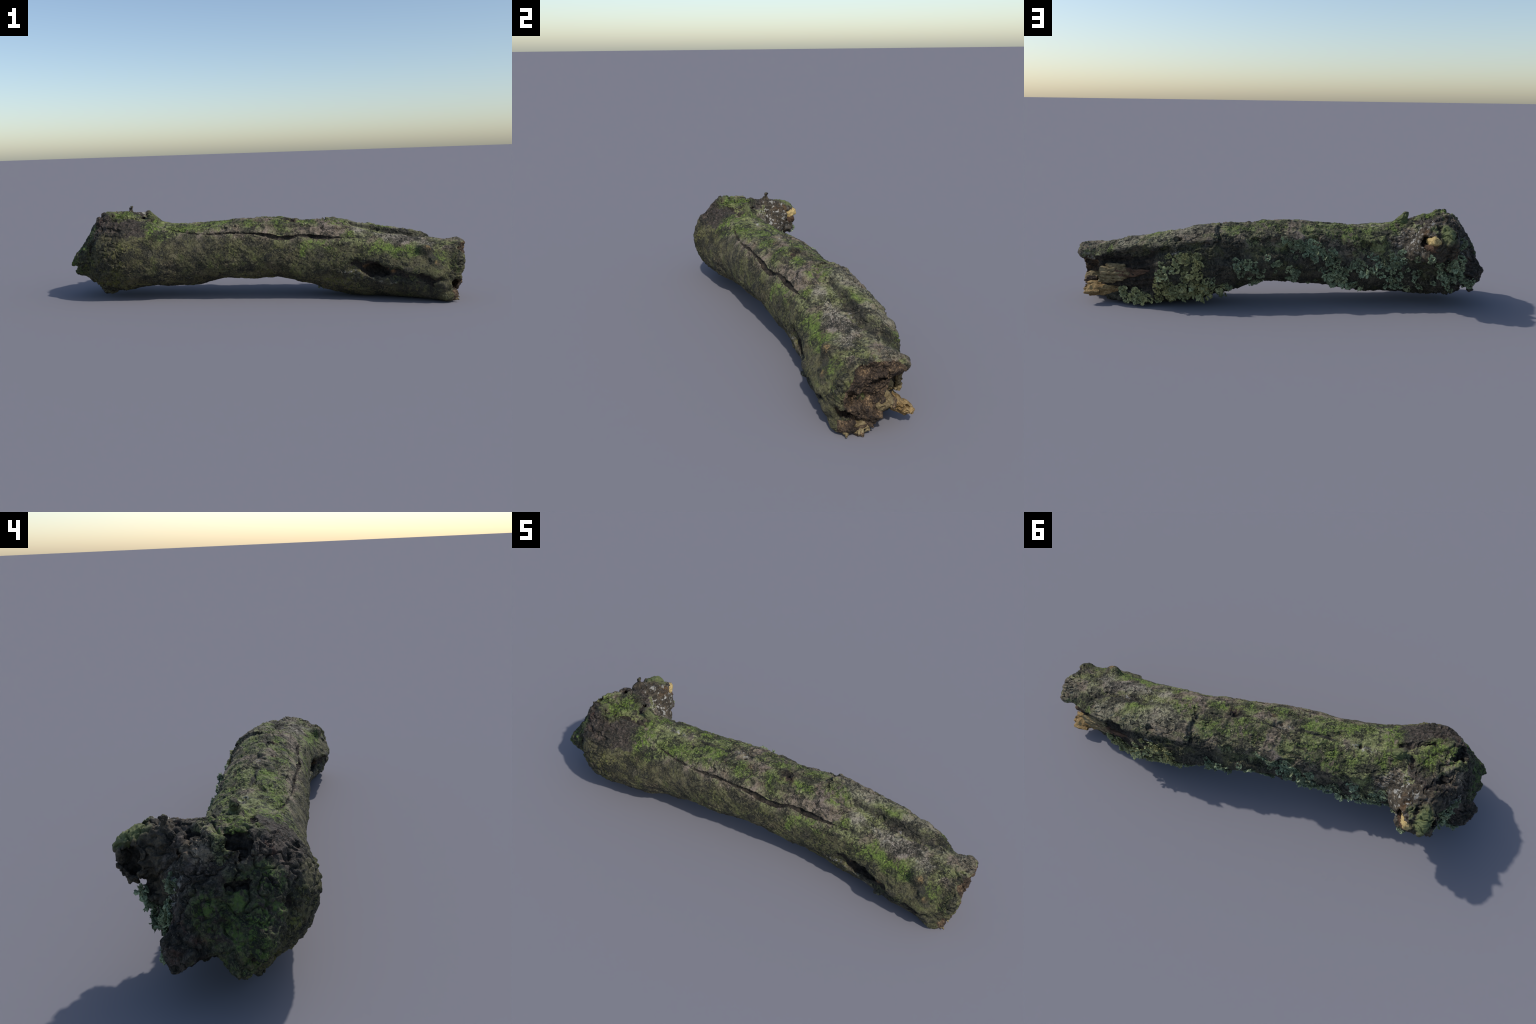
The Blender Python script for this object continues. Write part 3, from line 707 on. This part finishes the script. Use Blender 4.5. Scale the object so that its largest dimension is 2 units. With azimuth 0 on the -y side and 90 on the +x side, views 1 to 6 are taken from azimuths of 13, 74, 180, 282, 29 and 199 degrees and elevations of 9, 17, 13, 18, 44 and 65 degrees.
# ---- loose rotten pieces in the break
def lump(name, rings, mat, seed, rough=.004, scale=50, parent=log):
    """A rough billet lofted through oval rings: (centre, half height, half depth, tilt)."""
    R = np.array(rings, float); N, M = 40, 28
    t = np.linspace(0, len(R) - 1, N)
    C = np.stack([np.interp(t, np.arange(len(R)), R[:, i]) for i in range(6)], 1)
    v = []
    for c in C:
        for j in range(M):
            a = 2 * np.pi * j / M
            ca, sa = np.sign(np.cos(a)) * abs(np.cos(a)) ** .7, np.sign(np.sin(a)) * abs(np.sin(a)) ** .7
            yy, zz = ca * c[4], sa * c[3]; tl = c[5]
            v.append((c[0], c[1] + yy * math.cos(tl) - zz * math.sin(tl), c[2] + yy * math.sin(tl) + zz * math.cos(tl)))
    v = np.array(v + [tuple(C[0, :3]), tuple(C[-1, :3])])
    f = [(i * M + j, (i + 1) * M + j, (i + 1) * M + (j + 1) % M, i * M + (j + 1) % M) for i in range(N - 1) for j in range(M)]
    f = np.array(f)
    n = vertex_normals(v, f)
    d = rough * fbm(v * np.array([scale * .4, scale, scale]), 3, seed, .6)
    d -= rough * 1.2 * np.clip(1 - np.abs(fbm(v * np.array([9, 70, 70]), 2, seed + 9)) * 4 - .5, 0, 1)
    v = v + n * d[:, None]; v[:, 0] += .6 * rough * perlin(v * 80, seed + 3)
    tri = [(N * M, (j + 1) % M, j, j) for j in range(M)]
    tri2 = [(N * M + 1, (N - 1) * M + j, (N - 1) * M + (j + 1) % M) for j in range(M)]
    me = bpy.data.meshes.new(name)
    me.from_pydata(v.tolist(), [], [tuple(int(q) for q in k) for k in f] + [tuple(k[:3]) for k in tri] + tri2)
    me.polygons.foreach_set("use_smooth", np.ones(len(me.polygons), bool)); me.materials.append(mat); me.update()
    return new_object(name, me, parent)

for i, (zz, x0, x1, h, out) in enumerate([(.187, .75, .850, .010, -.004), (.171, .735, .875, .011, .002), (.153, .725, .880, .012, .005), (.135, .74, .876, .011, .004), (.120, .76, .882, .009, .001), (.109, .80, .886, .007, -.002)]):
    yy = lambda q: .108 + (.92 - q) * .19 + out
    lump("heartwood_strand", [(x1, yy(x1), zz - .002, h * .8, .008, 0), (x1 - .008, yy(x1), zz, h, .013, 0), (x0 + (x1 - x0) * .6, yy(x0 + (x1 - x0) * .6), zz, h, .014, 0), (x0 + (x1 - x0) * .3, yy(x0 + (x1 - x0) * .3), zz + .002, h * .95, .013, 0), (x0 + .006, yy(x0), zz + .003, h * .8, .011, 0), (x0, yy(x0), zz + .003, h * .4, .006, 0)], SLAB, 100 + i, .006, 60)
lump("heartwood_strand", [(.80, .134, .153, .024, .012, 0), (.74, .144, .158, .024, .013, 0), (.70, .150, .160, .020, .011, 0), (.63, .160, .172, .004, .005, 0)], REDWOOD, 33, .006)
lump("heartwood_chip", [(.938, .108, .064, .014, .022, -.5), (.925, .108, .062, .024, .034, -.5), (.89, .10, .062, .024, .028, -.5), (.84, .10, .06, .03, .02, -.3), (.74, .10, .06, .02, .02, 0)], ORANGE, 5, .009, 60)
crng = np.random.default_rng(4)
for i in range(8):       # its frayed end
    a = (i / 7 - .5) * 1.0
    yy, zz = .108 + .030 * math.cos(.5) * a * 2, .064 - .030 * math.sin(.5) * a * 2 + crng.uniform(-.010, .012)
    L, r = crng.uniform(.008, .026), crng.uniform(.005, .010)
    lump("splinter", [(.935 + L, yy + crng.uniform(-.006, .008), zz + crng.uniform(-.006, .004), .003, .004, -.4), (.935 + L * .6, yy, zz, r * .7, r, -.4), (.925, yy, zz, r, r * 1.3, -.4), (.88, yy, zz, r * .8, r, -.4)], ORANGE, 70 + i, .004, 80)
lump("heartwood_knob", [(.975, .012, .104, .006, .010, .3), (.965, .025, .108, .018, .032, .3), (.93, .03, .112, .024, .034, .3), (.86, .03, .12, .02, .02, 0)], SLAB, 8, .006)
lump("heartwood_knob", [(.885, .082, .120, .006, .008, .3), (.875, .082, .122, .02, .018, .3), (.85, .08, .125, .026, .022, .3), (.80, .07, .13, .02, .02, 0)], SLAB, 18, .007)
lump("heartwood_knob", [(.955, -.03, .020, .006, .012, .1), (.945, -.045, .026, .018, .030, .1), (.91, -.055, .03, .022, .040, .1), (.86, -.06, .03, .02, .03, 0)], SLAB, 28, .008)
srng = np.random.default_rng(21)
for i in range(11):
    t = srng.uniform()
    if i < 6:
        yy, zz, x0 = -.11 + .17 * t, .108 + srng.uniform(-.012, .018), .955
    else:
        yy, zz, x0 = -.12 + .11 * t, .018 + srng.uniform(-.006, .03), .945
    L, r = srng.uniform(.006, .020), srng.uniform(.007, .014)
    dy, dz = srng.uniform(-.008, .008), srng.uniform(-.012, .003)
    lump("splinter", [(x0 + L, yy + dy, zz + dz, .003, .004, 0), (x0 + L * .5, yy + dy * .4, zz + dz * .5, r * .6, r * .7, t), (x0, yy, zz, r, r * 1.5, t), (x0 - .05, yy, zz, r, r * 1.4, t)], ENDWOOD if i % 3 else SLAB, 40 + i, .003, 70)
lump("yellow_core", [(-.712, .255, .348, .010, .010, 0), (-.700, .256, .350, .018, .020, 0), (-.684, .246, .350, .021, .030, .2), (-.668, .225, .344, .016, .03, .2), (-.66, .195, .345, .006, .01, 0)], YELLOW, 11, .006)
lump("core_wood", [(-.715, .248, .322, .010, .010, 0), (-.700, .246, .318, .018, .022, 0), (-.68, .238, .315, .020, .030, .2), (-.662, .225, .316, .014, .026, .2), (-.65, .205, .32, .006, .012, 0)], REDWOOD, 12, .006)

# ---- leafy lichen
def lichen_mesh(rng, name):
    V, F = [], []
    coarse = rng.uniform() < .5
    n = rng.integers(15, 20) if coarse else rng.integers(28, 38)
    for i in range(n):
        az = rng.uniform(0, 2 * np.pi); lift = rng.uniform(.05, .7) if rng.uniform() < .65 else rng.uniform(.6, 1.25); L = rng.uniform(.012, .021) if coarse else rng.uniform(.007, .015); W = L * rng.uniform(.7, 1.15)
        start = .017 * math.sqrt(rng.uniform()); h0 = rng.uniform(-.001, .005) + .007 * (1 - (start / .017) ** 2); curl = rng.uniform(-.6, .7); roll = rng.uniform(-.5, .5); ph = rng.uniform(0, 6)
        nu, nv = 5, 6; top = []
        for a in range(nu):
            u = a / (nu - 1)
            for b in range(nv):
                s = 2 * b / (nv - 1) - 1
                wd = W * (.25 + .9 * u ** .8) * (1 - .12 * math.cos(5 * s + ph)) * .5
                edge = 1 - .28 * abs(s) ** 2.5 + .10 * math.sin(6 * s + ph)
                r = start + L * u * edge
                up = h0 + math.sin(lift) * L * u + curl * .35 * L * u * u + .16 * L * u * math.sin(4.2 * s + ph) + .25 * W * s * s * u
                rr = start + (r - start) * math.cos(lift * .8)
                px, py, pz = rr, wd * s, up + wd * s * roll
                top.append((px * math.cos(az) - py * math.sin(az), px * math.sin(az) + py * math.cos(az), pz))
        top = np.array(top); k = len(V) and sum(len(q) for q in V)
        th = np.array([0, 0, .0012]); V.append(np.concatenate([top, top - th]))
        m = nu * nv
        for a in range(nu - 1):
            for b in range(nv - 1):
                q = [a * nv + b, (a + 1) * nv + b, (a + 1) * nv + b + 1, a * nv + b + 1]
                F.append([k + i for i in q]); F.append([k + m + i for i in q[::-1]])
        ring = [b for b in range(nv)] + [a * nv + nv - 1 for a in range(1, nu)] + [(nu - 1) * nv + b for b in range(nv - 2, -1, -1)] + [a * nv for a in range(nu - 2, 0, -1)]
        for p, q in zip(ring, ring[1:] + ring[:1]):
            F.append([k + p, k + q, k + m + q, k + m + p])
    return mesh_from(name, np.concatenate(V), np.array(F), LICHEN)

rng = np.random.default_rng(SEED)
kinds = [lichen_mesh(rng, "lichen") for _ in range(9)]
# where it grows on the back: x, z, half length, half height, how many, size
PATCHES = [(-.10, .20, .28, .10, 22, .65), (.18, .16, .10, .10, 9, .65), (-.62, .20, .10, .09, 12, .7), (-.84, .13, .09, .07, 12, .8), (.47, .15, .13, .10, 50, .95), (.36, .08, .12, .06, 26, 1.0), (.56, .07, .06, .05, 16, 1.0), (.70, .045, .08, .03, 18, 1.0), (.46, .24, .11, .03, 10, .8), (.20, .21, .06, .04, 14, .9), (.13, .14, .03, .05, 9, .9),
           (.025, .20, .022, .025, 5, .9), (-.045, .165, .025, .025, 6, .9), (-.05, .12, .015, .02, 3, .9), (-.01, .31, .025, .015, 5, .8), (-.085, .28, .035, .04, 13, .9), (-.15, .30, .05, .03, 7, .8), (-.17, .25, .05, .04, 11, .85), (-.24, .23, .05, .05, 11, .9),
           (-.27, .15, .06, .05, 16, 1.0), (-.32, .10, .05, .03, 8, .9), (-.35, .20, .05, .04, 8, .9), (-.45, .19, .05, .06, 11, .8), (-.52, .16, .05, .06, 11, .9), (-.55, .25, .05, .05, 8, .8), (-.60, .11, .07, .04, 7, .8), (-.76, .225, .05, .025, 8, .8), (-.80, .18, .07, .06, 16, .9), (-.87, .20, .05, .08, 14, .9), (-.72, .14, .06, .03, 4, .8), (-.88, .30, .03, .04, 6, .8)]
outer = np.where((nrm[:, 1] > .25) & (verts[:, 1] > .02))[0]
outer = outer[depth[np.searchsorted(np.arange(len(quads)), np.zeros(1, int))[0]] > -9 and np.arange(len(outer)) >= 0]
ov, on = verts[outer], nrm[outer]
for px, pz, hx, hz, count, size in PATCHES:
    got = 0; tries = 0; count = max(2, round(count * .80))
    while got < count and tries < count * 20:
        tries += 1
        a, r = rng.uniform(0, 2 * np.pi), math.sqrt(rng.uniform())
        tx, tz = px + hx * r * math.cos(a), pz + hz * r * math.sin(a)
        near = np.where((np.abs(ov[:, 0] - tx) < .006) & (np.abs(ov[:, 2] - tz) < .006))[0]
        if not len(near):
            continue
        i = near[np.argmax(ov[near, 1])]
        if ov[i, 2] < .018:
            continue
        o = new_object("lichen", kinds[int(rng.integers(len(kinds)))], log)
        s = size * rng.uniform(.65, 1.2)
        nn = (Vector(on[i]) + Vector((rng.uniform(-.3, .3), .1, rng.uniform(-.2, .3)))).normalized()
        o.rotation_mode = "QUATERNION"
        o.rotation_quaternion = nn.to_track_quat("Z", "Y") @ Quaternion((0, 0, 1), rng.uniform(0, 6.28))
        o.location = Vector(ov[i]) - nn * .003; o.scale = (s * rng.uniform(.8, 1.35), s * rng.uniform(.75, 1.1), s * rng.uniform(.45, .85))
        got += 1

# stand the log on the ground
bpy.context.view_layer.update()
print("lowest", low, "lichens", sum(o.name.startswith("lichen") for o in bpy.data.objects))
log.location.z = 0.0
